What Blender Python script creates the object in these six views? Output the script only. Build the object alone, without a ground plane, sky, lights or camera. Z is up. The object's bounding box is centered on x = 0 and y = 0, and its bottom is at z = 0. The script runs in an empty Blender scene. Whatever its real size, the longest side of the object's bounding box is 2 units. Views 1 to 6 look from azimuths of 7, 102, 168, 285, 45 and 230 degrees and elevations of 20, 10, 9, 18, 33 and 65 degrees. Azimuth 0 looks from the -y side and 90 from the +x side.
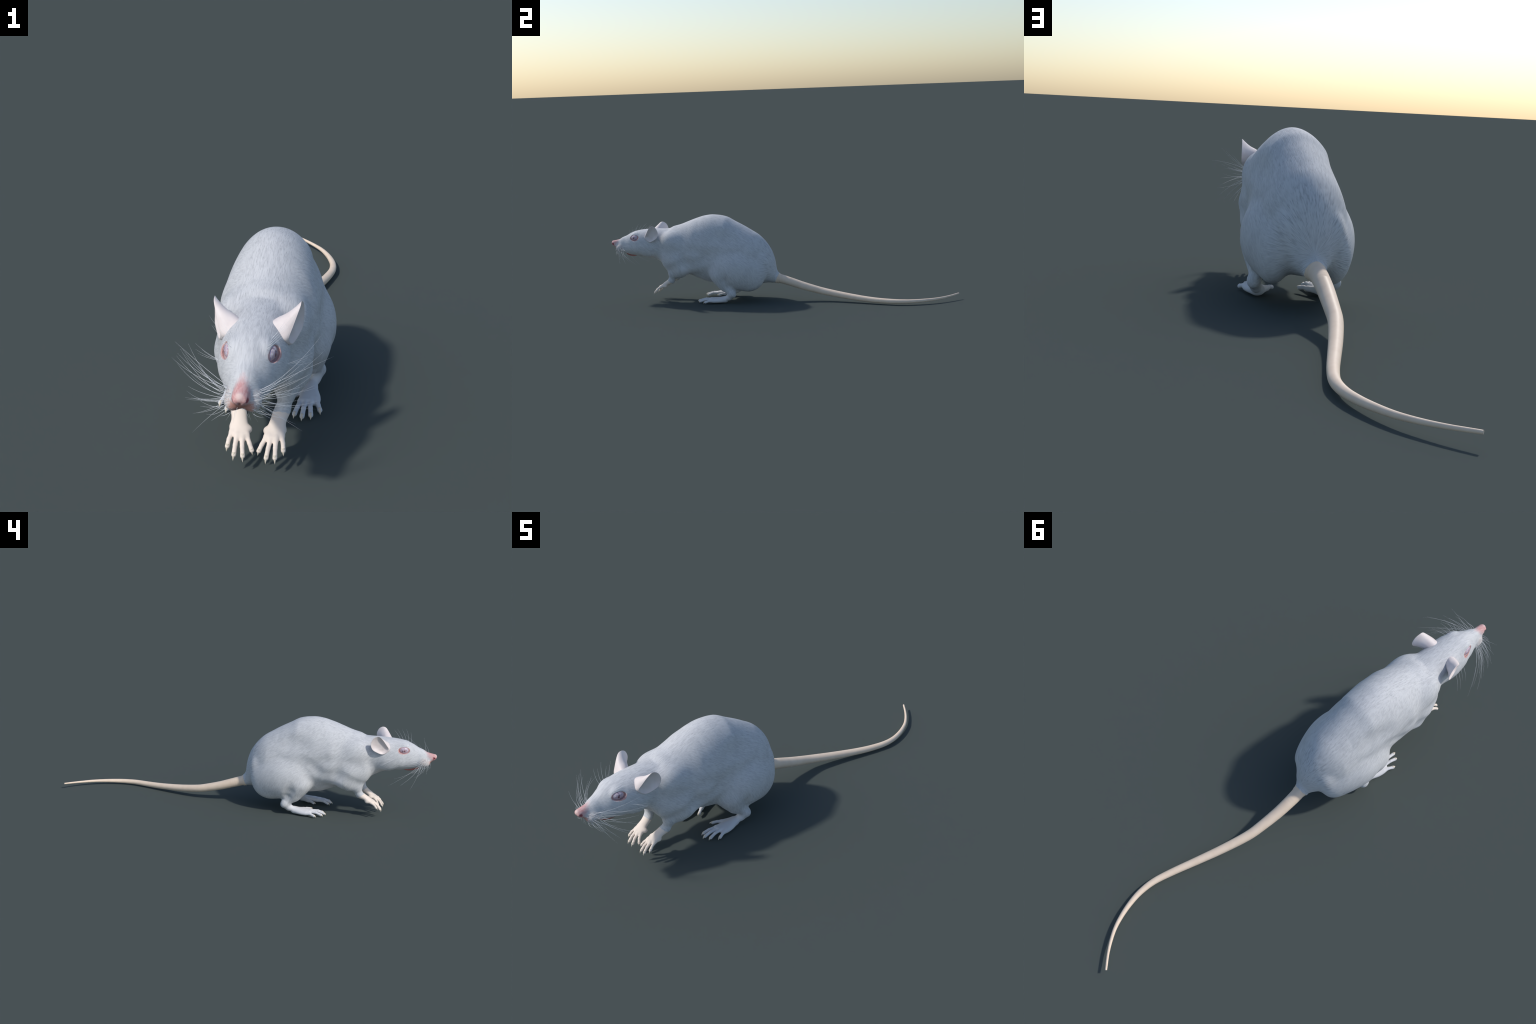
# White laboratory-type rat: one smooth body grown from blended implicit volumes,
# split by anatomy; ears, eyes, claws, whiskers, lips and tail are meshes of their own.
import bpy, math, random
import numpy as np
from mathutils import Vector, Matrix

random.seed(7)
rng = np.random.default_rng(7)
H = 0.0020                      # voxel size of the body field, metres

# ----------------------------------------------------------------------------
# small numeric helpers
# ----------------------------------------------------------------------------
def pchip(xs, ys, x):
    """monotone cubic interpolation"""
    xs = np.asarray(xs, float); ys = np.asarray(ys, float)
    h = np.diff(xs); d = np.diff(ys) / h
    m = np.zeros_like(ys)
    w1 = 2 * h[1:] + h[:-1]; w2 = h[1:] + 2 * h[:-1]
    ok = d[1:] * d[:-1] > 0
    m[1:-1][ok] = (w1 + w2)[ok] / (w1[ok] / d[:-1][ok] + w2[ok] / d[1:][ok])
    m[0], m[-1] = d[0], d[-1]
    x = np.clip(x, xs[0], xs[-1])
    i = np.clip(np.searchsorted(xs, x) - 1, 0, len(xs) - 2)
    t = (x - xs[i]) / h[i]
    return ((2*t**3 - 3*t**2 + 1) * ys[i] + (t**3 - 2*t**2 + t) * h[i] * m[i]
            + (-2*t**3 + 3*t**2) * ys[i+1] + (t**3 - t**2) * h[i] * m[i+1])

def catmull(points, samples, closed=False):
    """Catmull-Rom through points (any dimension), `samples` points per span"""
    P = np.asarray(points, float); n = len(P); out = []
    for i in range(n if closed else n - 1):
        if closed:
            p0, p1, p2, p3 = P[i-1], P[i], P[(i+1) % n], P[(i+2) % n]
        else:
            p1, p2 = P[i], P[i+1]
            p0 = P[i-1] if i else 2 * p1 - p2
            p3 = P[i+2] if i + 2 < n else 2 * p2 - p1
        for t in np.arange(samples) / samples:
            out.append(0.5 * ((2*p1) + (p2-p0)*t + (2*p0-5*p1+4*p2-p3)*t*t + (3*p1-p0-3*p2+p3)*t**3))
    if not closed:
        out.append(P[-1])
    return np.array(out)

# ----------------------------------------------------------------------------
# the body field, right half only (x > 0); the animal is symmetric but for its tail
# ----------------------------------------------------------------------------
NX, Y0, Y1, Z0, Z1 = 94, -1.012, 0.075, -0.012, 0.512
gx = (np.arange(NX) + 0.5) * H
gy = np.arange(Y0, Y1, H)
gz = np.arange(Z0, Z1, H)
X = gx[:, None, None].astype(np.float32)
Y = gy[None, :, None].astype(np.float32)
Z = gz[None, None, :].astype(np.float32)

# trunk, neck and head: cross-sections along y
#        y      top    bottom  width   z of width
TRUNK = [
    (-0.985, 0.3415, 0.3170, 0.0120, 0.3300),
    (-0.968, 0.3450, 0.3050, 0.0190, 0.3240),
    (-0.948, 0.3500, 0.2929, 0.0220, 0.3150),
    (-0.925, 0.3636, 0.2799, 0.0322, 0.3103),
    (-0.900, 0.3736, 0.2705, 0.0405, 0.3100),
    (-0.870, 0.3899, 0.2626, 0.0531, 0.3125),
    (-0.845, 0.3997, 0.2582, 0.0613, 0.3136),
    (-0.815, 0.4065, 0.2541, 0.0728, 0.3147),
    (-0.780, 0.4105, 0.2499, 0.0773, 0.3156),
    (-0.745, 0.4126, 0.2440, 0.0784, 0.3183),
    (-0.710, 0.4141, 0.2297, 0.0759, 0.3232),
    (-0.675, 0.4138, 0.2098, 0.0776, 0.3240),
    (-0.640, 0.4146, 0.1901, 0.0905, 0.3110),
    (-0.610, 0.4271, 0.1730, 0.1000, 0.2985),
    (-0.570, 0.4375, 0.1571, 0.1115, 0.2916),
    (-0.520, 0.4559, 0.1454, 0.1204, 0.2855),
    (-0.470, 0.4739, 0.1251, 0.1295, 0.2840),
    (-0.420, 0.4877, 0.1062, 0.1280, 0.2825),
    (-0.380, 0.4922, 0.0993, 0.1285, 0.2755),
    (-0.340, 0.4891, 0.0941, 0.1286, 0.2686),
    (-0.300, 0.4806, 0.0905, 0.1292, 0.2595),
    (-0.250, 0.4550, 0.0871, 0.1265, 0.2465),
    (-0.200, 0.4289, 0.0867, 0.1260, 0.2348),
    (-0.150, 0.3989, 0.0886, 0.1215, 0.2244),
    (-0.118, 0.3788, 0.0926, 0.1098, 0.2128),
    (-0.086, 0.3497, 0.0974, 0.0913, 0.1998),
    (-0.055, 0.3105, 0.1030, 0.0665, 0.1829),
    (-0.037, 0.2764, 0.1037, 0.0500, 0.1707),
    (-0.024, 0.2337, 0.1061, 0.0350, 0.1581),
    (-0.016, 0.1845, 0.1089, 0.0170, 0.1398),
    (-0.006, 0.1528, 0.1114, 0.0100, 0.1232),
]
T = np.array(TRUNK)

def trunk_field():
    top, bot, w, zw = (pchip(T[:, 0], T[:, k], gy)[None, :, None].astype(np.float32) for k in (1, 2, 3, 4))
    # the back is a little roof-shaped, the belly full
    roof = np.interp(gy, [-0.95, -0.8, -0.6, -0.45, -0.30, -0.2, -0.1, 0.0], [2.0, 2.15, 2.0, 1.88, 2.05, 1.80, 1.90, 2.0])[None, :, None].astype(np.float32)
    belly = np.interp(gy, [-0.95, -0.8, -0.6, -0.45, -0.3, 0.0], [1.9, 2.0, 1.9, 1.8, 2.1, 2.0])[None, :, None].astype(np.float32)
    dz = Z - zw
    up = dz > 0
    h = np.where(up, top - zw, zw - bot)
    n = np.where(up, roof, belly)
    f = ((X / w) ** n + (np.abs(dz) / h + 1e-6) ** n) ** (1 / n)
    g = np.gradient(f, H)
    d = (f - 1) / np.maximum(np.sqrt(g[0]**2 + g[1]**2 + g[2]**2), 1.0)
    ends = np.maximum(T[0, 0] - Y, Y - T[-1, 0])                  # closed at the muzzle and at the tail root
    return np.maximum(d, ends + 0 * d).astype(np.float32)

F = trunk_field()

def window(lo, hi, margin):
    sl = []
    for axis, a, b in zip((gx, gy, gz), lo, hi):
        i = max(0, int(np.searchsorted(axis, a - margin)) - 1)
        j = min(len(axis), int(np.searchsorted(axis, b + margin)) + 1)
        sl.append(slice(i, max(j, i + 1)))
    return tuple(sl)

def blend(sl, d, k):
    """polynomial smooth union of the field with d inside the window"""
    a = F[sl]
    h = np.maximum(k - np.abs(a - d), 0) / k
    F[sl] = np.minimum(a, d) - h * h * k * 0.25

def carve(sl, d, k):
    a = F[sl]; d = -d
    h = np.maximum(k - np.abs(a - d), 0) / k
    F[sl] = np.maximum(a, d) + h * h * k * 0.25

def ellipsoid(c, r, k, tilt=0.0, yaw=0.0, cut=False):
    """ellipsoid at c with radii r; tilt turns it about x, yaw about z (degrees)"""
    m = max(r)
    sl = window([v - m for v in c], [v + m for v in c], k + 0.01)
    x, y, z = X[sl[0]] - c[0], Y[:, sl[1]] - c[1], Z[:, :, sl[2]] - c[2]
    if yaw:
        a = math.radians(yaw)
        x, y = x * math.cos(a) + y * math.sin(a), -x * math.sin(a) + y * math.cos(a)
    if tilt:
        a = math.radians(tilt)
        y, z = y * math.cos(a) + z * math.sin(a), -y * math.sin(a) + z * math.cos(a)
    k0 = np.sqrt((x / r[0])**2 + (y / r[1])**2 + (z / r[2])**2)
    k1 = np.sqrt((x / r[0]**2)**2 + (y / r[1]**2)**2 + (z / r[2]**2)**2) + 1e-6
    d = k0 * (k0 - 1) / k1
    (carve if cut else blend)(sl, d, k)

def limb(stations, k, join=0.012, squash=(1, 1, 1), cut=False):
    """chain of tapered capsules through (x, y, z, radius) stations, blended into the body"""
    S = np.array(stations, float)
    m = S[:, 3].max() / min(squash)
    sl = window(S[:, :3].min(0) - m, S[:, :3].max(0) + m, k + 0.012)
    p = [X[sl[0]], Y[:, sl[1]], Z[:, :, sl[2]]]
    total = None
    for a, b in zip(S[:-1], S[1:]):
        q = [(p[i] - a[i]) * squash[i] for i in range(3)]
        e = (b[:3] - a[:3]) * np.array(squash)
        t = np.clip((q[0]*e[0] + q[1]*e[1] + q[2]*e[2]) / max(e @ e, 1e-9), 0, 1)
        d = np.sqrt((q[0]-t*e[0])**2 + (q[1]-t*e[1])**2 + (q[2]-t*e[2])**2) - (a[3] + t * (b[3] - a[3]))
        if total is None:
            total = d
        else:
            h = np.maximum(join - np.abs(total - d), 0) / join
            total = np.minimum(total, d) - h * h * join * 0.25
    (carve if cut else blend)(sl, total, k)

TAIL = [  # x, y, z, radius
    (0.000, -0.055, 0.1320, 0.0240), (-0.003, -0.022, 0.1260, 0.0250), (-0.007, 0.0106, 0.1180, 0.0250), (-0.0085, 0.050, 0.1055, 0.0240),
    (-0.0085, 0.090, 0.0925, 0.0230), (-0.0070, 0.1280, 0.0805, 0.0221), (-0.0025, 0.192, 0.0635, 0.0205), (0.0050, 0.2567, 0.0490, 0.0191),
    (0.0330, 0.3708, 0.0325, 0.0174), (0.0640, 0.4814, 0.0215, 0.0156), (0.0870, 0.5648, 0.0170, 0.0143),
    (0.1045, 0.6492, 0.0160, 0.0129), (0.1040, 0.7163, 0.0155, 0.0115), (0.0930, 0.7697, 0.0160, 0.0102),
    (0.0756, 0.8207, 0.0172, 0.0088), (0.0500, 0.8738, 0.0187, 0.0073), (0.0180, 0.9177, 0.0208, 0.0060),
    (-0.0178, 0.9568, 0.0238, 0.0049), (-0.0600, 0.9950, 0.0275, 0.0041), (-0.0630, 0.9978, 0.0277, 0.0030), (-0.0640, 0.9988, 0.0278, 0.0012)]

SPINE = catmull(TAIL, 14)
for _ in range(18):                                            # even out the bends
    SPINE[1:-1] += 0.5 * (0.5 * (SPINE[:-2] + SPINE[2:]) - SPINE[1:-1]) * np.linspace(1, 0.15, len(SPINE) - 2)[:, None]

# shoulders and forelimbs
ellipsoid((0.0564, -0.5921, 0.3367), (0.0530, 0.0740, 0.0630), 0.026, tilt=-20)      # shoulder blade
ellipsoid((0.0564, -0.6117, 0.2437), (0.0458, 0.0596, 0.0690), 0.034, tilt=-15)      # shoulder point
limb([(0.0756, -0.5687, 0.2387, 0.0405), (0.0828, -0.5458, 0.1908, 0.0289)], 0.040)  # upper arm
limb([(0.0677, -0.5741, 0.1749, 0.0408), (0.0614, -0.6067, 0.1610, 0.0277),
      (0.0559, -0.6221, 0.1190, 0.0165)], 0.030, squash=(1.22, 1, 1))                # forearm
WRIST = (0.0525, -0.6345, 0.1125)
HAND = {  # digit: knuckle, bend, fingertip, claw tip
    "second": ((0.0245, -0.688, 0.080), (0.0150, -0.704, 0.066), (0.0085, -0.7105, 0.0515), (0.0060, -0.7125, 0.0395)),
    "third": ((0.0345, -0.694, 0.079), (0.0310, -0.715, 0.063), (0.0280, -0.7275, 0.0440), (0.0270, -0.7340, 0.0310)),
    "fourth": ((0.0470, -0.694, 0.080), (0.0480, -0.715, 0.065), (0.0490, -0.7285, 0.0465), (0.0500, -0.7350, 0.0335)),
    "fifth": ((0.0600, -0.684, 0.082), (0.0650, -0.702, 0.072), (0.0670, -0.7130, 0.0590), (0.0685, -0.7185, 0.0475)),
}
limb([(0.0545, -0.6235, 0.1200, 0.0165), (*WRIST, 0.0120), (0.0456, -0.6600, 0.0970, 0.0110)], 0.012, squash=(0.84, 1, 1))
for name, (kn, bend, tip, claw) in HAND.items():
    wr = (WRIST[0] + 0.35 * (kn[0] - WRIST[0]), WRIST[1], WRIST[2], 0.0086)
    limb([wr, (*kn, 0.0070)], 0.010)
    limb([(*kn, 0.0068), (*bend, 0.0051), (*tip, 0.0059)], 0.005, join=0.003)
ellipsoid((0.0215, -0.668, 0.0835), (0.0080, 0.0100, 0.0090), 0.010)           # thumb stump
ellipsoid((0.0600, -0.664, 0.0850), (0.0085, 0.0110, 0.0080), 0.010)           # palm pad

limb([(0.0820, -0.540, 0.194, 0.0250), (0.0830, -0.490, 0.202, 0.0230), (0.0830, -0.440, 0.211, 0.0210), (0.0830, -0.400, 0.221, 0.0190)], 0.034, join=0.004)  # loose skin from elbow to thigh
limb([(0.160, -0.400, 0.280, 0.023), (0.162, -0.460, 0.302, 0.024), (0.158, -0.520, 0.313, 0.020)], 0.032, cut=True)        # hollow along the ribs
ellipsoid((0.1600, -0.275, 0.392), (0.0530, 0.110, 0.058), 0.038, cut=True)       # flat upper flank

# haunches and hindlimbs
ellipsoid((0.0620, -0.0880, 0.2080), (0.0300, 0.0300, 0.0520), 0.030)                # rump beside the tail root
ellipsoid((0.0895, -0.2495, 0.1825), (0.0725, 0.1385, 0.1090), 0.020)
ellipsoid((0.0843, -0.1675, 0.1570), (0.0525, 0.0990, 0.0938), 0.024)                # buttock
limb([(0.1076, -0.3326, 0.1563, 0.0330), (0.1008, -0.2955, 0.0949, 0.0268), (0.1158, -0.2600, 0.0600, 0.0165)], 0.030)
limb([(0.1190, -0.2490, 0.0510, 0.0195), (0.1088, -0.2710, 0.0340, 0.0148), (0.0990, -0.3019, 0.0206, 0.0145)], 0.016)
limb([(0.158, -0.245, 0.330, 0.010), (0.164, -0.300, 0.314, 0.018), (0.162, -0.350, 0.290, 0.022), (0.154, -0.415, 0.246, 0.022)], 0.032, cut=True)  # fold above the thigh
limb([(0.180, -0.288, 0.170, 0.012), (0.168, -0.282, 0.128, 0.019), (0.150, -0.268, 0.100, 0.015)], 0.024, cut=True)                              # hollow behind the shin
TARSUS = (0.100, -0.298, 0.0195)
FOOT = {
    "first": ((0.0640, -0.338, 0.0165), (0.0530, -0.353, 0.0175), (0.0430, -0.3690, 0.0140), (0.0360, -0.3810, 0.0130)),
    "second": ((0.0810, -0.382, 0.0180), (0.0745, -0.416, 0.0180), (0.0690, -0.4390, 0.0095), (0.0670, -0.4490, 0.0010)),
    "third": ((0.0925, -0.384, 0.0185), (0.0915, -0.422, 0.0190), (0.0900, -0.4500, 0.0100), (0.0890, -0.4610, 0.0015)),
    "fourth": ((0.1050, -0.380, 0.0175), (0.1090, -0.414, 0.0175), (0.1120, -0.4390, 0.0095), (0.1130, -0.4490, 0.0010)),
    "fifth": ((0.1195, -0.361, 0.0155), (0.1280, -0.388, 0.0140), (0.1340, -0.4070, 0.0085), (0.1360, -0.4180, 0.0010)),
}
for name, (kn, bend, tip, claw) in FOOT.items():
    tr = (TARSUS[0] + 0.30 * (kn[0] - TARSUS[0]), TARSUS[1], TARSUS[2], 0.0128)
    limb([tr, (*kn, 0.0090 if name != "first" else 0.0085)], 0.010)
    limb([(*kn, 0.0078), (*bend, 0.0060), (*tip, 0.0068)], 0.005, join=0.003)
ellipsoid((0.112, -0.345, 0.0130), (0.0180, 0.0380, 0.0092), 0.012, yaw=8)    # outer sole

# head details
ellipsoid((0.0529, -0.7515, 0.3011), (0.0200, 0.0475, 0.0405), 0.021, tilt=10)       # jaw muscle
ellipsoid((0.0210, -0.9320, 0.3008), (0.0185, 0.0290, 0.0205), 0.014)                # whisker pad
limb([(0.0, -0.945, 0.3400, 0.0090), (0.0, -0.9825, 0.3325, 0.0100)], 0.009)         # nose ridge
ellipsoid((0.0088, -0.9775, 0.3280), (0.0076, 0.0115, 0.0100), 0.005)                # nostril wing
limb([(0.0182, -0.9730, 0.3340, 0.0018), (0.0165, -0.9815, 0.3250, 0.0028), (0.0100, -0.9890, 0.3170, 0.0020)], 0.003, join=0.002, cut=True)  # nostril slit
ellipsoid((0.0, -0.9820, 0.3140), (0.0018, 0.0120, 0.0090), 0.004, cut=True)         # philtrum
EYE = (0.0385, -0.8330, 0.3660)
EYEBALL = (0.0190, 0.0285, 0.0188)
EYE_OPEN = (0.0530, -0.8345, 0.3660)
EYE_RADII = (0.0105, 0.0282, 0.0172)
ellipsoid((0.0340, -0.8300, 0.3660), (0.0170, 0.0300, 0.0275), 0.014)                # eye bulge
ellipsoid(EYE_OPEN, EYE_RADII, 0.0025, yaw=-12, cut=True)                            # eye opening

# mirror to the whole animal, then grow the root of the tail, which leans to one side
F = np.concatenate([F[::-1], F], 0)
gx = np.concatenate([-gx[::-1], gx])
X = gx[:, None, None].astype(np.float32)
limb([(x, y, z, r - 0.0003) for x, y, z, r in SPINE[:64:4] if y < 0.085], 0.022, join=0.0008)

# ----------------------------------------------------------------------------
# surface nets: the field's zero surface as a quad mesh
# ----------------------------------------------------------------------------
def surface_nets(V, ox, oy, oz):
    inside = V < 0
    nx, ny, nz = V.shape
    corner = [(i, j, k) for i in (0, 1) for j in (0, 1) for k in (0, 1)]
    def cells(A, i, j, k):
        return A[i:nx-1+i, j:ny-1+j, k:nz-1+k]
    count = sum(cells(inside, *c).astype(np.int8) for c in corner)
    idx = np.argwhere((count > 0) & (count < 8))
    number = -np.ones((nx-1, ny-1, nz-1), np.int32)
    number[tuple(idx.T)] = np.arange(len(idx))
    acc = np.zeros((len(idx), 3)); cnt = np.zeros(len(idx))
    for a in corner:
        for ax in range(3):
            if a[ax]:
                continue
            b = list(a); b[ax] = 1
            va = V[tuple((idx + a).T)]; vb = V[tuple((idx + b).T)]
            cross = (va < 0) != (vb < 0)
            t = np.where(cross, va / np.where(cross, va - vb, 1), 0)
            p = np.tile(np.array(a, float), (len(idx), 1)); p[:, ax] += t
            acc[cross] += p[cross]; cnt[cross] += 1
    verts = (idx + acc / cnt[:, None]) * H + np.array([ox, oy, oz])
    faces = []
    for ax in range(3):
        u, v = (ax + 1) % 3, (ax + 2) % 3
        s0 = [slice(None)] * 3; s1 = [slice(None)] * 3
        s0[ax] = slice(0, -1); s1[ax] = slice(1, None)
        e = np.argwhere(inside[tuple(s0)] != inside[tuple(s1)])
        e = e[(e[:, u] > 0) & (e[:, v] > 0) & (e[:, u] < V.shape[u] - 1) & (e[:, v] < V.shape[v] - 1)]
        first = inside[tuple(e.T)]
        quad = []
        for du, dv in ((-1, -1), (0, -1), (0, 0), (-1, 0)):
            c = e.copy(); c[:, u] += du; c[:, v] += dv
            quad.append(number[tuple(c.T)])
        q = np.stack(quad, 1)
        q[~first] = q[~first][:, ::-1]
        faces.append(q)
    return verts, np.concatenate(faces)

verts, quads = surface_nets(F, gx[0], gy[0], gz[0])

def relax(v, q, rounds):
    edges = np.concatenate([q[:, [0, 1]], q[:, [1, 2]], q[:, [2, 3]], q[:, [3, 0]]])
    for r in range(rounds):
        for weight in (0.5, -0.52):
            s = np.zeros_like(v); n = np.zeros(len(v))
            np.add.at(s, edges[:, 0], v[edges[:, 1]]); np.add.at(n, edges[:, 0], 1)
            np.add.at(s, edges[:, 1], v[edges[:, 0]]); np.add.at(n, edges[:, 1], 1)
            v = v + weight * (s / np.maximum(n, 1)[:, None] - v)
    return v
verts = relax(verts, quads, 3)
verts[:, 2] = np.maximum(verts[:, 2], 0.0005)

fn = np.cross(verts[quads[:, 2]] - verts[quads[:, 0]], verts[quads[:, 3]] - verts[quads[:, 1]])
vn = np.zeros_like(verts)
for c in range(4):
    np.add.at(vn, quads[:, c], fn)
vn /= np.linalg.norm(vn, axis=1)[:, None] + 1e-12

# ----------------------------------------------------------------------------
# materials
# ----------------------------------------------------------------------------
class Nodes:
    def __init__(self, name, rough=0.6):
        self.mat = bpy.data.materials.new(name); self.mat.use_nodes = True
        self.t = self.mat.node_tree; self.t.nodes.clear()
        self.out = self.add("ShaderNodeOutputMaterial")
        self.bsdf = self.add("ShaderNodeBsdfPrincipled")
        self.bsdf.inputs["Roughness"].default_value = rough
        self.link(self.bsdf.outputs[0], self.out.inputs[0])
        self.co = self.add("ShaderNodeTexCoord").outputs["Object"]
        s = self.add("ShaderNodeSeparateXYZ"); self.link(self.co, s.inputs[0])
        self.x, self.y, self.z = s.outputs
        self.ax = self.math("ABSOLUTE", self.x)
    def add(self, kind, **kw):
        n = self.t.nodes.new(kind)
        for k, v in kw.items():
            setattr(n, k, v)
        return n
    def link(self, a, b):
        self.t.links.new(a, b)
    def put(self, sock, v):
        if hasattr(v, "is_output"):
            self.link(v, sock)
        else:
            sock.default_value = v
    def math(self, op, a, b=None, c=None, clamp=False):
        n = self.add("ShaderNodeMath", operation=op, use_clamp=clamp)
        for s, v in zip(n.inputs, (a, b, c)):
            if v is not None:
                self.put(s, v)
        return n.outputs[0]
    def step(self, v, a, b, lo=0.0, hi=1.0):
        n = self.add("ShaderNodeMapRange", interpolation_type="SMOOTHSTEP")
        for s, w in zip(n.inputs, (v, a, b, lo, hi)):
            self.put(s, w)
        return n.outputs[0]
    def mix(self, f, a, b):
        n = self.add("ShaderNodeMix", data_type="RGBA")
        self.put(n.inputs[0], f)
        for s, v in ((n.inputs[6], a), (n.inputs[7], b)):
            self.put(s, (*v, 1) if isinstance(v, tuple) and len(v) == 3 else v)
        return n.outputs[2]
    def fmix(self, f, a, b):
        n = self.add("ShaderNodeMix", data_type="FLOAT")
        for s, v in zip(n.inputs[:1] + n.inputs[2:4] if isinstance(n.inputs, list) else (n.inputs[0], n.inputs[2], n.inputs[3]), (f, a, b)):
            self.put(s, v)
        return n.outputs[0]
    def noise(self, vec, scale, detail=2.0, rough=0.5, distort=0.0):
        n = self.add("ShaderNodeTexNoise")
        self.put(n.inputs["Vector"], vec)
        n.inputs["Scale"].default_value = scale; n.inputs["Detail"].default_value = detail
        n.inputs["Roughness"].default_value = rough; n.inputs["Distortion"].default_value = distort
        return n.outputs["Fac"]
    def turned(self, angle, scale):
        """object coordinates turned about x by angle, then stretched"""
        a = self.add("ShaderNodeMapping"); self.link(self.co, a.inputs["Vector"])
        a.inputs["Rotation"].default_value = (math.radians(angle), 0, 0)
        b = self.add("ShaderNodeMapping"); self.link(a.outputs[0], b.inputs["Vector"])
        b.inputs["Scale"].default_value = scale
        return b.outputs[0]
    def distance(self, c, scale=(1, 1, 1), mirror=True):
        """scaled distance from point c (mirrored over x)"""
        total = None
        for v, cc, s in zip((self.ax if mirror else self.x, self.y, self.z), c, scale):
            d = self.math("MULTIPLY", self.math("SUBTRACT", v, cc), s)
            d = self.math("MULTIPLY", d, d)
            total = d if total is None else self.math("ADD", total, d)
        return self.math("SQRT", total)
    def plane(self, c, n):
        """signed distance from a plane (mirrored over x)"""
        total = None
        for v, cc, s in zip((self.ax, self.y, self.z), c, n):
            d = self.math("MULTIPLY", self.math("SUBTRACT", v, cc), s)
            total = d if total is None else self.math("ADD", total, d)
        return total
    def bump(self, height, strength, dist=0.002):
        b = self.add("ShaderNodeBump")
        b.inputs["Strength"].default_value = strength; b.inputs["Distance"].default_value = dist
        self.put(b.inputs["Height"], height)
        self.link(b.outputs[0], self.bsdf.inputs["Normal"])
    def colour(self, c):
        self.put(self.bsdf.inputs["Base Color"], (*c, 1) if isinstance(c, tuple) and len(c) == 3 else c)

FUR_LIGHT, FUR_MID, FUR_DARK = (0.668, 0.675, 0.688), (0.582, 0.589, 0.604), (0.315, 0.325, 0.342)
SKIN = (0.91, 0.79, 0.69)
PINK = (0.66, 0.34, 0.33)
TAIL_LIGHT, TAIL_DEEP = (0.92, 0.745, 0.585), (0.88, 0.70, 0.54)
TAIL_BORDER = ((0.0, -0.001, 0.154), (0.0, 1.0, -0.44))     # where fur gives way to the bare tail

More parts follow.
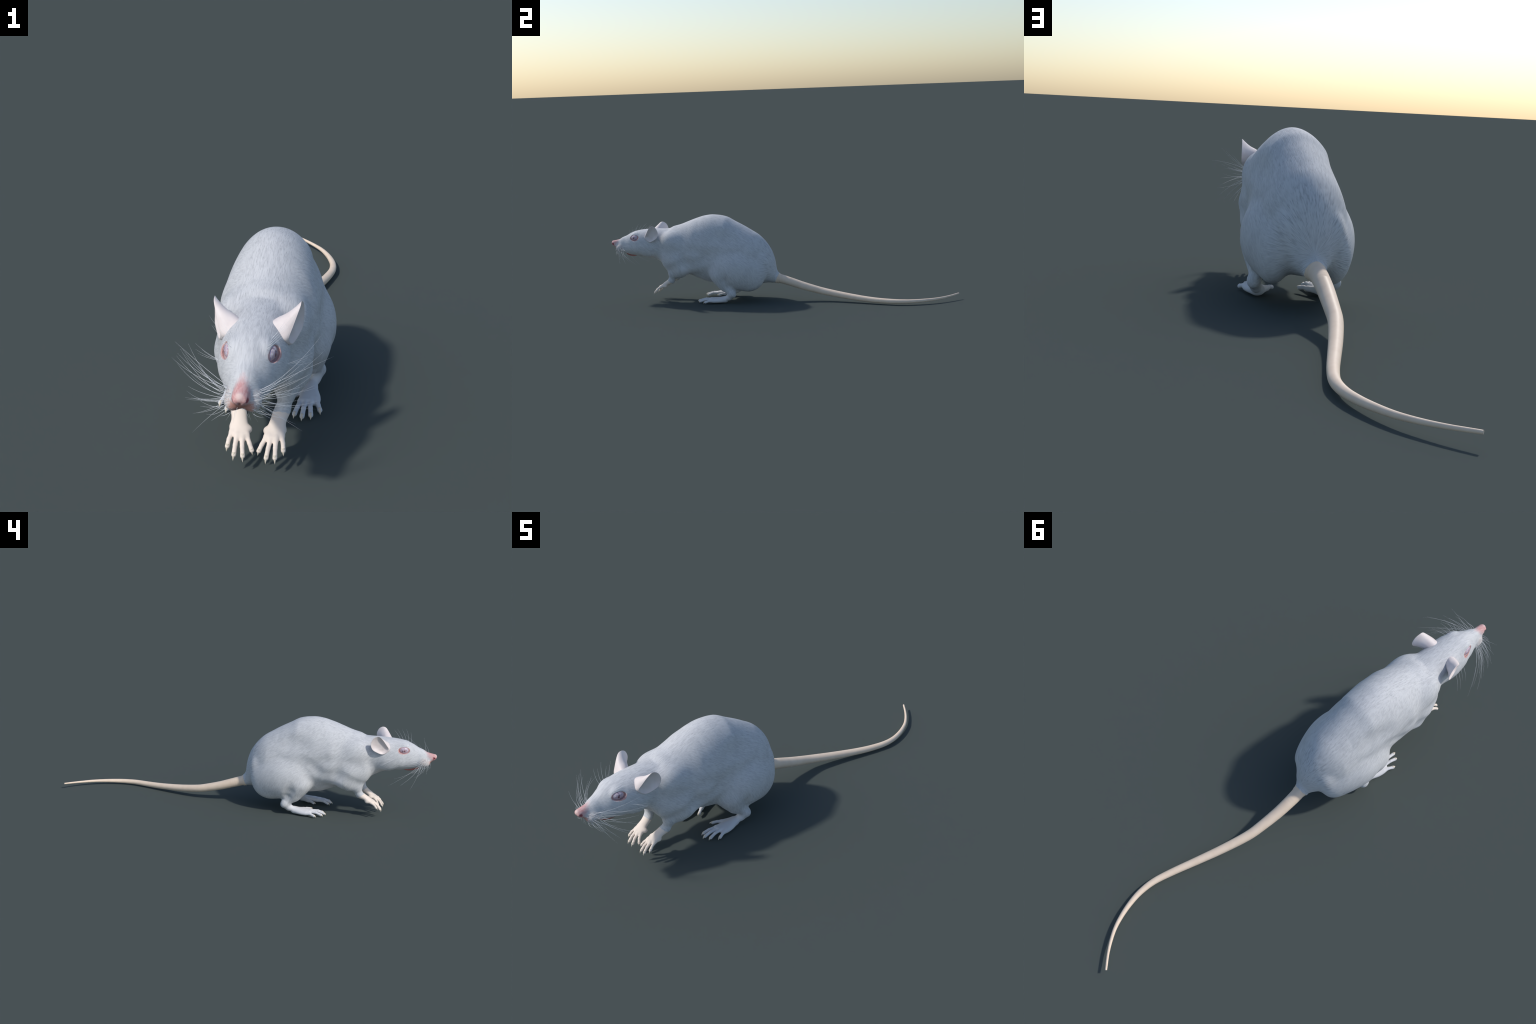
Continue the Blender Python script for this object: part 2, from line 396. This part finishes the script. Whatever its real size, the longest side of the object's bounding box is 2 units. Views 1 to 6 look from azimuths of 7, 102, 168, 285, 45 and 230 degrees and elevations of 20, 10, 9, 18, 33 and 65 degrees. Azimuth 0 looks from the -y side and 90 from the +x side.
def coat_material():
    m = Nodes("fur_and_skin", 0.75)
    inv = lambda v: m.math("SUBTRACT", 1.0, v)
    # hair strokes: along the back on top, slanting down the flanks, steep on the legs, fanning out on the rump
    fan_v = m.add("ShaderNodeCombineXYZ")
    dz = m.math("SUBTRACT", m.z, 0.165)
    rad = m.math("SQRT", m.math("ADD", m.math("MULTIPLY", m.x, m.x), m.math("MULTIPLY", dz, dz)))
    m.link(m.math("MULTIPLY", m.math("ARCTAN2", m.x, dz), 34.0), fan_v.inputs[0])
    m.link(m.math("MULTIPLY", rad, 42.0), fan_v.inputs[1])
    m.link(m.math("MULTIPLY", m.y, 30.0), fan_v.inputs[2])
    def field(scale, detail, rough, distort):
        w, l = scale
        back = m.noise(m.turned(0, (w, l, 14)), 1.0, detail, rough, distort)
        flank, leg = (m.noise(m.turned(t, (110, l, w)), 1.0, detail, rough, distort) for t in (34, 62))
        fan = m.noise(fan_v.outputs[0], 1.0 if scale[0] > 200 else 0.5, detail, rough, distort)
        return m.fmix(rump, m.fmix(low, m.fmix(side, back, flank), leg), fan)
    wob = m.noise(m.co, 9.0, 2.0)
    zz = m.math("ADD", m.z, m.math("MULTIPLY", wob, 0.06))
    nx = m.add("ShaderNodeSeparateXYZ"); m.link(m.add("ShaderNodeNewGeometry").outputs["Normal"], nx.inputs[0])
    side = m.step(m.math("ADD", m.math("ABSOLUTE", nx.outputs[0]), m.math("MULTIPLY", wob, 0.2)), 0.62, 0.86)
    low = m.math("MULTIPLY", inv(m.step(zz, 0.19, 0.28)), m.step(m.y, -0.70, -0.64))
    rump = m.step(m.y, -0.13, -0.07)
    strokes = field((560, 58), 2.0, 0.6, 0.25)
    clumps = field((220, 34), 2.0, 0.5, 0.25)
    blotch = m.noise(m.co, 14.0, 2.0)
    c = m.mix(m.step(m.math("ADD", clumps, m.math("MULTIPLY", m.math("SUBTRACT", blotch, 0.5), 0.35)), 0.34, 0.64), FUR_MID, FUR_LIGHT)
    # gaps between the hairs show most along the spine, least on the face
    spine = m.step(m.ax, 0.03, 0.12, 0.50, 0.30)
    face = m.step(m.y, -0.92, -0.68, 0.40, 1.0)
    dark = m.math("MULTIPLY", m.math("MULTIPLY", inv(m.step(strokes, 0.30, 0.47)), spine), face)
    c = m.mix(dark, c, FUR_DARK)
    c = m.mix(m.math("MULTIPLY", m.step(strokes, 0.54, 0.72), 0.45), c, (0.735, 0.742, 0.756))
    # hind feet: short pale hair without strokes
    foot = inv(m.step(m.plane((0.105, -0.275, 0.040), (0, 0.55, 0.83)), -0.004, 0.008))
    foot = m.math("MULTIPLY", foot, inv(m.step(m.y, -0.26, -0.23)))
    foot = m.math("MULTIPLY", foot, m.step(m.y, -0.55, -0.54))
    c = m.mix(foot, c, (0.715, 0.715, 0.735))
    # naked hands
    edge = m.math("MULTIPLY", m.math("SUBTRACT", m.noise(m.co, 90.0), 0.5), 0.006)
    hand = m.math("ADD", m.plane((0.058, -0.634, 0.1155), (0.0, 0.62, 0.78)), edge)
    hand = m.math("MULTIPLY", inv(m.step(hand, -0.0010, 0.0010)), inv(m.step(m.y, -0.60, -0.59)))
    hand = m.math("MULTIPLY", hand, inv(m.step(m.z, 0.14, 0.15)))
    c = m.mix(hand, c, SKIN)
    # bare root of the tail
    tail = m.step(m.math("ADD", m.plane(*TAIL_BORDER), edge), -0.0010, 0.0010)
    c = m.mix(tail, c, m.mix(m.step(m.noise(m.co, 35.0, 3.0), 0.3, 0.7), TAIL_DEEP, TAIL_LIGHT))
    # whisker pad: reddish rows between the hairs
    pad = inv(m.step(m.distance((0.034, -0.938, 0.303), (1, 1, 1.1)), 0.014, 0.038))
    rows = m.noise(m.turned(30, (360, 90, 360)), 1.0, 2.0, 0.6, 0.3)
    c = m.mix(m.math("MULTIPLY", pad, 0.5), c, (0.66, 0.60, 0.55))
    pad = m.math("MULTIPLY", pad, m.step(rows, 0.52, 0.64))
    c = m.mix(m.math("MULTIPLY", pad, 0.60), c, (0.42, 0.22, 0.17))
    # nose: pink bulb with a wedge running up the bridge, red mouth cleft
    ragged = m.math("MULTIPLY", m.math("SUBTRACT", m.noise(m.turned(0, (300, 60, 300)), 1.0), 0.5), 0.020)
    yy = m.math("ADD", m.y, ragged)
    wedge = m.math("ADD", yy, m.math("ADD", m.math("MULTIPLY", m.ax, 1.1), m.math("MULTIPLY", m.step(m.z, 0.338, 0.316), 0.014)))
    nose = inv(m.step(wedge, -0.956, -0.916))
    pink = m.mix(m.step(m.noise(m.turned(0, (240, 70, 240)), 1.0, 3.0), 0.35, 0.65), PINK, (0.74, 0.46, 0.44))
    pink = m.mix(inv(m.step(m.distance((0.0, -0.988, 0.339), (1.1, 1, 1)), 0.003, 0.014)), pink, (0.78, 0.585, 0.55))
    c = m.mix(nose, c, pink)
    cleft = m.math("MULTIPLY", inv(m.step(m.z, 0.306, 0.319)), inv(m.step(m.math("ADD", yy, m.math("MULTIPLY", m.ax, 0.55)), -0.952, -0.936)))
    c = m.mix(m.math("MULTIPLY", cleft, 0.9), c, (0.50, 0.235, 0.185))
    hole = inv(m.step(m.distance((0.0165, -0.9810, 0.3260), (1, 0.65, 0.65)), 0.0034, 0.0062))
    c = m.mix(hole, c, (0.36, 0.10, 0.115))
    # eyelids: a thin pink rim, longer at the corners
    lid = m.distance((0.046, EYE_OPEN[1], EYE_OPEN[2]), (12.0, 1 / EYE_RADII[1], 1 / EYE_RADII[2]))
    veins = m.math("MULTIPLY", m.math("SUBTRACT", m.noise(m.co, 160.0, 2.0), 0.5), 0.20)
    c = m.mix(inv(m.step(m.math("ADD", lid, veins), 0.92, 1.10)), c, (0.64, 0.39, 0.365))
    m.colour(c)
    hair = inv(m.math("MAXIMUM", m.math("MAXIMUM", m.math("MAXIMUM", hand, nose), foot), tail))
    m.bump(m.math("MULTIPLY", m.math("ADD", strokes, m.math("MULTIPLY", clumps, 1.0)), hair), 0.30, 0.0018)
    m.bsdf.inputs["Specular IOR Level"].default_value = 0.22
    return m.mat

def skin_material(name, base, deep, scale=60.0, rough=0.5, rings=False):
    m = Nodes(name, rough)
    n = m.noise(m.co, scale, 3.0)
    m.colour(m.mix(m.step(n, 0.3, 0.7), deep, base))
    m.bsdf.inputs["Subsurface Weight"].default_value = 0.0
    m.bsdf.inputs["Specular IOR Level"].default_value = 0.3
    m.bump(m.noise(m.co, 320.0, 2.0), 0.15, 0.001)
    return m.mat

def eye_material():
    """pale red-violet iris in rings round a dim pupil, wet surface"""
    m = Nodes("albino_eye", 0.35)
    d = m.distance((0.0560, -0.8375, 0.3650))
    grain = m.noise(m.co, 150.0, 3.0, 0.6, 0.8)
    dd = m.math("ADD", d, m.math("MULTIPLY", m.math("SUBTRACT", grain, 0.5), 0.004))
    waves = m.math("MULTIPLY_ADD", m.math("SINE", m.math("MULTIPLY", dd, 1250.0)), 0.5, 0.5)
    c = m.mix(waves, (0.40, 0.35, 0.52), (0.72, 0.52, 0.51))
    c = m.mix(m.step(grain, 0.54, 0.66), c, (0.74, 0.70, 0.74))
    c = m.mix(m.step(m.noise(m.co, 90.0, 2.0), 0.56, 0.68), c, (0.20, 0.13, 0.20))
    c = m.mix(m.math("SUBTRACT", 1.0, m.step(dd, 0.003, 0.006)), c, (0.24, 0.11, 0.13))
    c = m.mix(m.step(dd, 0.0195, 0.0230), c, (0.64, 0.40, 0.38))
    m.colour(c)
    m.bsdf.inputs["Coat Weight"].default_value = 0.25
    m.bsdf.inputs["Coat Roughness"].default_value = 0.12
    return m.mat

COAT = coat_material()
TAIL_SKIN = skin_material("tail_skin", TAIL_LIGHT, TAIL_DEEP, 35.0)
EAR_SKIN = skin_material("ear_skin", (0.84, 0.76, 0.735), (0.80, 0.71, 0.685), 45.0)
CLAW_HORN = skin_material("claw_horn", (0.78, 0.70, 0.58), (0.70, 0.62, 0.50), 120.0, 0.35)
LIP_SKIN = skin_material("lip_skin", (0.46, 0.17, 0.14), (0.36, 0.12, 0.10), 120.0, 0.4)
EYE_MAT = eye_material()
HAIR = Nodes("whisker_hair", 0.4); HAIR.colour((0.80, 0.82, 0.85)); HAIR = HAIR.mat

# ----------------------------------------------------------------------------
# objects
# ----------------------------------------------------------------------------
scene = bpy.context.scene
rat = bpy.data.objects.new("rat", None)
scene.collection.objects.link(rat)
rat["label"] = "white rat with pink nose, long whiskers and bare curved tail"
rat["category"] = "rat"

def mesh_object(name, v, f, material, parent, normals=None):
    me = bpy.data.meshes.new(name)
    v = np.asarray(v, np.float32)
    me.from_pydata(v.tolist(), [], [list(map(int, q)) for q in f])
    me.polygons.foreach_set("use_smooth", np.ones(len(me.polygons), bool))
    if normals is not None:
        me.normals_split_custom_set_from_vertices(normals.tolist())
    me.materials.append(material)
    me.update()
    ob = bpy.data.objects.new(name, me)
    scene.collection.objects.link(ob)
    ob.parent = parent
    return ob

# --- split the body surface by anatomy
C = verts[quads].mean(1)
ax_, y_, z_ = np.abs(C[:, 0]), C[:, 1], C[:, 2]
def beyond(c, n):
    return (ax_ - c[0]) * n[0] + (y_ - c[1]) * n[1] + (z_ - c[2]) * n[2]
region = np.full(len(C), "torso", dtype=object)
neck_line = y_ - 0.25 * (z_ - 0.32)
region[neck_line < -0.635] = "neck"
region[neck_line < -0.700] = "head"
region[(region == "head") & (y_ + 1.6 * ax_ + 0.022 * np.clip((0.340 - z_) / 0.022, 0, 1) < -0.938) & (z_ > 0.310)] = "nose"
arm = (y_ > -0.70) & (y_ < -0.50) & (ax_ > 0.020) & (beyond((0.06, -0.59, 0.205), (0.30, 0.25, -0.92)) > 0) & (z_ < 0.21) & (y_ < -0.51 - 0.4 * (0.19 - z_))
region[arm] = "forelimb"
hand = (beyond((0.058, -0.634, 0.1155), (0.0, 0.62, 0.78)) < 0) & (y_ < -0.59) & (z_ < 0.15)
region[hand] = "hand"
haunch = (((y_ + 0.235) / 0.165) ** 2 + ((z_ - 0.165) / 0.125) ** 2 < 1) & (ax_ > 0.080) | ((z_ < 0.085) & (ax_ > 0.06) & (y_ > -0.36) & (y_ < -0.22))
region[haunch & (y_ > -0.42)] = "hindlimb"
footm = (beyond((0.105, -0.275, 0.040), (0, 0.55, 0.83)) < 0) & (y_ < -0.235) & (y_ > -0.5) & (z_ < 0.06)
region[footm] = "foot"
tail_root = (y_ - TAIL_BORDER[0][1]) * TAIL_BORDER[1][1] + (z_ - TAIL_BORDER[0][2]) * TAIL_BORDER[1][2] > 0.0
region[tail_root & (y_ > -0.06)] = "tail"
right = C[:, 0] > 0

parts = {}
def take(name, mask, parent):
    q = quads[mask]
    used = np.unique(q)
    remap = np.zeros(len(verts), np.int64); remap[used] = np.arange(len(used))
    return mesh_object(name, verts[used], remap[q], COAT, parent, vn[used])

for name in ("torso", "neck", "head"):
    parts[name] = take(name, region == name, rat)
take("nose", region == "nose", parts["head"])
hands, feet = [], []
for side in (right, ~right):
    take("forelimb", (region == "forelimb") & side, rat)
    hands.append(take("hand", (region == "hand") & side, rat))
    take("hindlimb", (region == "hindlimb") & side, rat)
    feet.append(take("foot", (region == "foot") & side, rat))

# --- tubes (tail, whiskers, lips)
def tube(path, radii, ring, cap=True):
    P = np.asarray(path, float); n = len(P)
    tan = np.gradient(P, axis=0); tan /= np.linalg.norm(tan, axis=1)[:, None]
    up = np.array([0, 0, 1.0]) if abs(tan[0][2]) < 0.9 else np.array([1.0, 0, 0])
    v, f = [], []
    side = np.cross(tan[0], up); side /= np.linalg.norm(side)
    for i in range(n):
        side = side - tan[i] * (side @ tan[i]); side /= np.linalg.norm(side)
        other = np.cross(side, tan[i])
        for a in np.arange(ring) * 2 * math.pi / ring:
            v.append(P[i] + radii[i] * (math.cos(a) * side + math.sin(a) * other))
    for i in range(n - 1):
        for j in range(ring):
            k = (j + 1) % ring
            f.append((i*ring + j, (i+1)*ring + j, (i+1)*ring + k, i*ring + k))
    if cap:
        f.append(tuple(range(ring))); f.append(tuple((n-1)*ring + j for j in reversed(range(ring))))
    return np.array(v), f

tv, tf = tube(SPINE[:, :3], np.maximum(SPINE[:, 3], 0.0008), 32)
q = quads[region == "tail"]                                     # the root grown with the body joins the tube
used = np.unique(q)
remap = np.zeros(len(verts), np.int64); remap[used] = np.arange(len(used)) + len(tv)
keep = [f for f in tf if tv[list(f)][:, 1].min() > 0.062 or len(f) > 4]
tn = np.zeros_like(tv)
for f in tf:
    if len(f) == 4:
        n = np.cross(tv[f[2]] - tv[f[0]], tv[f[3]] - tv[f[1]])
        for i in f:
            tn[i] += n
tn /= np.linalg.norm(tn, axis=1)[:, None] + 1e-12
tail = mesh_object("tail", np.concatenate([tv, verts[used]]), keep + [tuple(f) for f in remap[q]], TAIL_SKIN, rat, np.concatenate([tn, vn[used]]))
tail.data.materials.append(COAT)
tail.data.polygons.foreach_set("material_index", [0] * len(keep) + [1] * len(q))

# --- ears: a cup lofted from the head over the rim and back into the pit
def ear(sign):
    ref = {  # loops run from the top over the back and the notch to the front edge
        "base": [(0.050, -0.730, 0.409), (0.053, -0.716, 0.402), (0.059, -0.707, 0.392), (0.065, -0.706, 0.378), (0.070, -0.711, 0.363),
                 (0.074, -0.735, 0.346), (0.066, -0.764, 0.367), (0.057, -0.763, 0.386), (0.050, -0.748, 0.405)],
        "rim": [(0.0985, -0.7060, 0.4400), (0.1020, -0.6860, 0.4275), (0.1035, -0.6755, 0.4020), (0.1025, -0.6800, 0.3800), (0.0995, -0.6945, 0.3640),
                (0.0840, -0.7340, 0.3470), (0.0765, -0.7615, 0.3700), (0.0850, -0.7500, 0.3980), (0.0970, -0.7260, 0.4330)]}
    base, rim = (catmull(ref[k], 10, True) for k in ("base", "rim"))
    n = len(rim); mid_rim = rim.mean(0)
    pit = np.array([0.077, -0.733, 0.378])
    loops = []
    for t in (-0.25, 0.0, 0.25, 0.5, 0.75, 0.9, 0.985):         # outside, slightly hollow towards the rim
        bulge = 0.0015 * math.sin(math.pi * max(t, 0))
        out = (base - base.mean(0)); out = out / np.linalg.norm(out, axis=1)[:, None]
        tr = max(t, 0) ** 1.7 if t > 0 else t
        p = base + (rim - base) * tr
        p[:, 0] = base[:, 0] + (rim[:, 0] - base[:, 0]) * t
        loops.append(p + out * bulge)
    inward = mid_rim - rim; inward /= np.linalg.norm(inward, axis=1)[:, None]
    loops.append(rim + 0.0005 * np.array([1, 0, 0]))
    loops.append(rim + inward * 0.0020 + np.array([0.0006, 0, 0]))
    for t in (0.12, 0.3, 0.5, 0.7, 0.85, 0.95):                   # hollow inside
        p = rim + inward * 0.0032
        dip = 0.021 * math.sin(math.pi * min(t, 0.6) / 1.2)
        q = p + (pit - p) * t
        q[:, 0] -= dip * (1 - t) * 0.5
        loops.append(q)
    v = np.concatenate(loops + [pit[None]])
    v[:, 0] *= sign
    f = []
    for i in range(len(loops) - 1):
        for j in range(n):
            k = (j + 1) % n
            q = (i*n + j, i*n + k, (i+1)*n + k, (i+1)*n + j)
            f.append(q if sign < 0 else q[::-1])
    last = (len(loops) - 1) * n
    for j in range(n):
        q = (last + j, last + (j + 1) % n, len(v) - 1)
        f.append(q if sign < 0 else q[::-1])
    return mesh_object("ear", v, f, EAR_SKIN, parts["head"])
for s in (1, -1):
    ob = ear(s)
    sub = ob.modifiers.new("round", "SUBSURF"); sub.levels = sub.render_levels = 1

# --- eyes
def ball(c, r, yaw, rows=28, cols=40):
    v = [(0, 0, 1)]
    for i in range(1, rows):
        a = math.pi * i / rows
        for j in range(cols):
            b = 2 * math.pi * j / cols
            v.append((math.sin(a)*math.cos(b), math.sin(a)*math.sin(b), math.cos(a)))
    v.append((0, 0, -1))
    turn = Matrix.Rotation(math.radians(yaw), 3, "Z")
    v = [tuple(turn @ Vector((p[0]*r[0], p[1]*r[1], p[2]*r[2])) + Vector(c)) for p in v]
    f = [(0, 1 + j, 1 + (j+1) % cols) for j in range(cols)]
    for i in range(rows - 2):
        for j in range(cols):
            k = (j + 1) % cols
            f.append((1 + i*cols + j, 1 + (i+1)*cols + j, 1 + (i+1)*cols + k, 1 + i*cols + k))
    o = 1 + (rows - 2) * cols
    f += [(o + (j+1) % cols, o + j, len(v) - 1) for j in range(cols)]
    return v, f
for s in (1, -1):
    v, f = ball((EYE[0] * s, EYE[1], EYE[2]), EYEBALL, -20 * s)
    mesh_object("eye", v, f, EYE_MAT, parts["head"])

# --- lower lip
lip_path = catmull([(0.026, -0.832, 0.2660), (0.020, -0.850, 0.2615), (0.014, -0.872, 0.2620), (0.008, -0.892, 0.2680), (0.0, -0.900, 0.2710),
                    (-0.008, -0.892, 0.2680), (-0.014, -0.872, 0.2620), (-0.020, -0.850, 0.2615), (-0.026, -0.832, 0.2660)], 8)
lr = 0.0062 * np.sin(np.linspace(0.25, math.pi - 0.25, len(lip_path))) ** 0.4
lv, lf = tube(lip_path, lr, 12)
mesh_object("lower_lip", lv, lf, LIP_SKIN, parts["head"])

# --- claws
def claw_mesh(base, tip, curl, r):
    b, t = np.array(base), np.array(tip)
    d = t - b; L = np.linalg.norm(d)
    path = []
    for u in np.linspace(-0.35, 1, 9):
        path.append(b + d * u + np.array([0, -0.0008, 0.0022]) * (1 - max(u, 0)) + np.array([0, -1, 0.6]) * curl * L * math.sin(math.pi * max(u, 0)))
    rad = [r * max(0.06, (1 - max(u, 0)) ** 0.8) for u in np.linspace(-0.35, 1, 9)]
    return tube(path, rad, 10)
for digits, owners, r, curl in ((HAND, hands, 0.0042, 0.08), (FOOT, feet, 0.0048, 0.14)):
    for s, owner in zip((1, -1), owners):
        for kn, bend, tip, point in digits.values():
            m = np.array([s, 1, 1])
            v, f = claw_mesh(np.array(tip) * m, np.array(point) * m, curl, r)
            if s < 0:
                pass
            mesh_object("claw", v, f, CLAW_HORN, owner)

# --- whiskers: rows on the pad, a few over the eye and on the cheek, short ones on the chin
def whisker(root, direction, length, droop, back, r):
    d = np.array(direction, float); d /= np.linalg.norm(d)
    P = []
    for u in np.linspace(-0.06, 1, 12):
        P.append(np.array(root) + length * (d * u + np.array([0, back, droop]) * max(u, 0) ** 2))
    rad = [r * (1 - 0.86 * max(u, 0)) for u in np.linspace(-0.06, 1, 12)]
    v, f = tube(P, rad, 5)
    return mesh_object("whisker", v, f, HAIR, parts["head"])

for s in (1, -1):
    for row in range(5):
        for col in range(6):
            u, w = col / 5, row / 4
            jit = lambda a: rng.uniform(-a, a)
            root = (s * (0.024 + 0.018 * u + jit(0.002)), -0.958 + 0.046 * u + jit(0.003), 0.324 - 0.038 * w + jit(0.003))
            rise = 0.48 - 1.15 * w + jit(0.22)
            dirn = (s * (0.95 + jit(0.15)), -0.32 + 0.72 * u + jit(0.20), rise)
            length = (0.040 + 0.124 * u ** 0.7) * rng.uniform(0.7, 1.12) * (1.0 - 0.30 * max(0.0, w - 0.45) / 0.55)
            whisker(root, dirn, length, 0.08 + jit(0.28), 0.42 + jit(0.30), 0.00040)
    for i in range(5):    # over the eye
        whisker((s * 0.040, -0.858 + 0.012 * i, 0.388), (s * (0.75 + rng.uniform(-.2, .2)), -0.1 + 0.15 * i, 0.65), rng.uniform(0.045, 0.07), 0.1, 0.25, 0.00034)
    for i in range(4):    # cheek
        whisker((s * 0.070, -0.800 + 0.012 * i, 0.325 - 0.006 * i), (s * 1.0, 0.45, 0.15 - 0.12 * i), rng.uniform(0.05, 0.08), 0.05, 0.3, 0.00032)
    for i in range(7):    # chin
        whisker((s * (0.008 + 0.004 * i), -0.962 + 0.011 * i, 0.298 - 0.004 * i), (s * (0.25 + rng.uniform(-.1, .3)), -0.35 + 0.12 * i, -1.0), rng.uniform(0.020, 0.045), 0.0, 0.3, 0.00032)
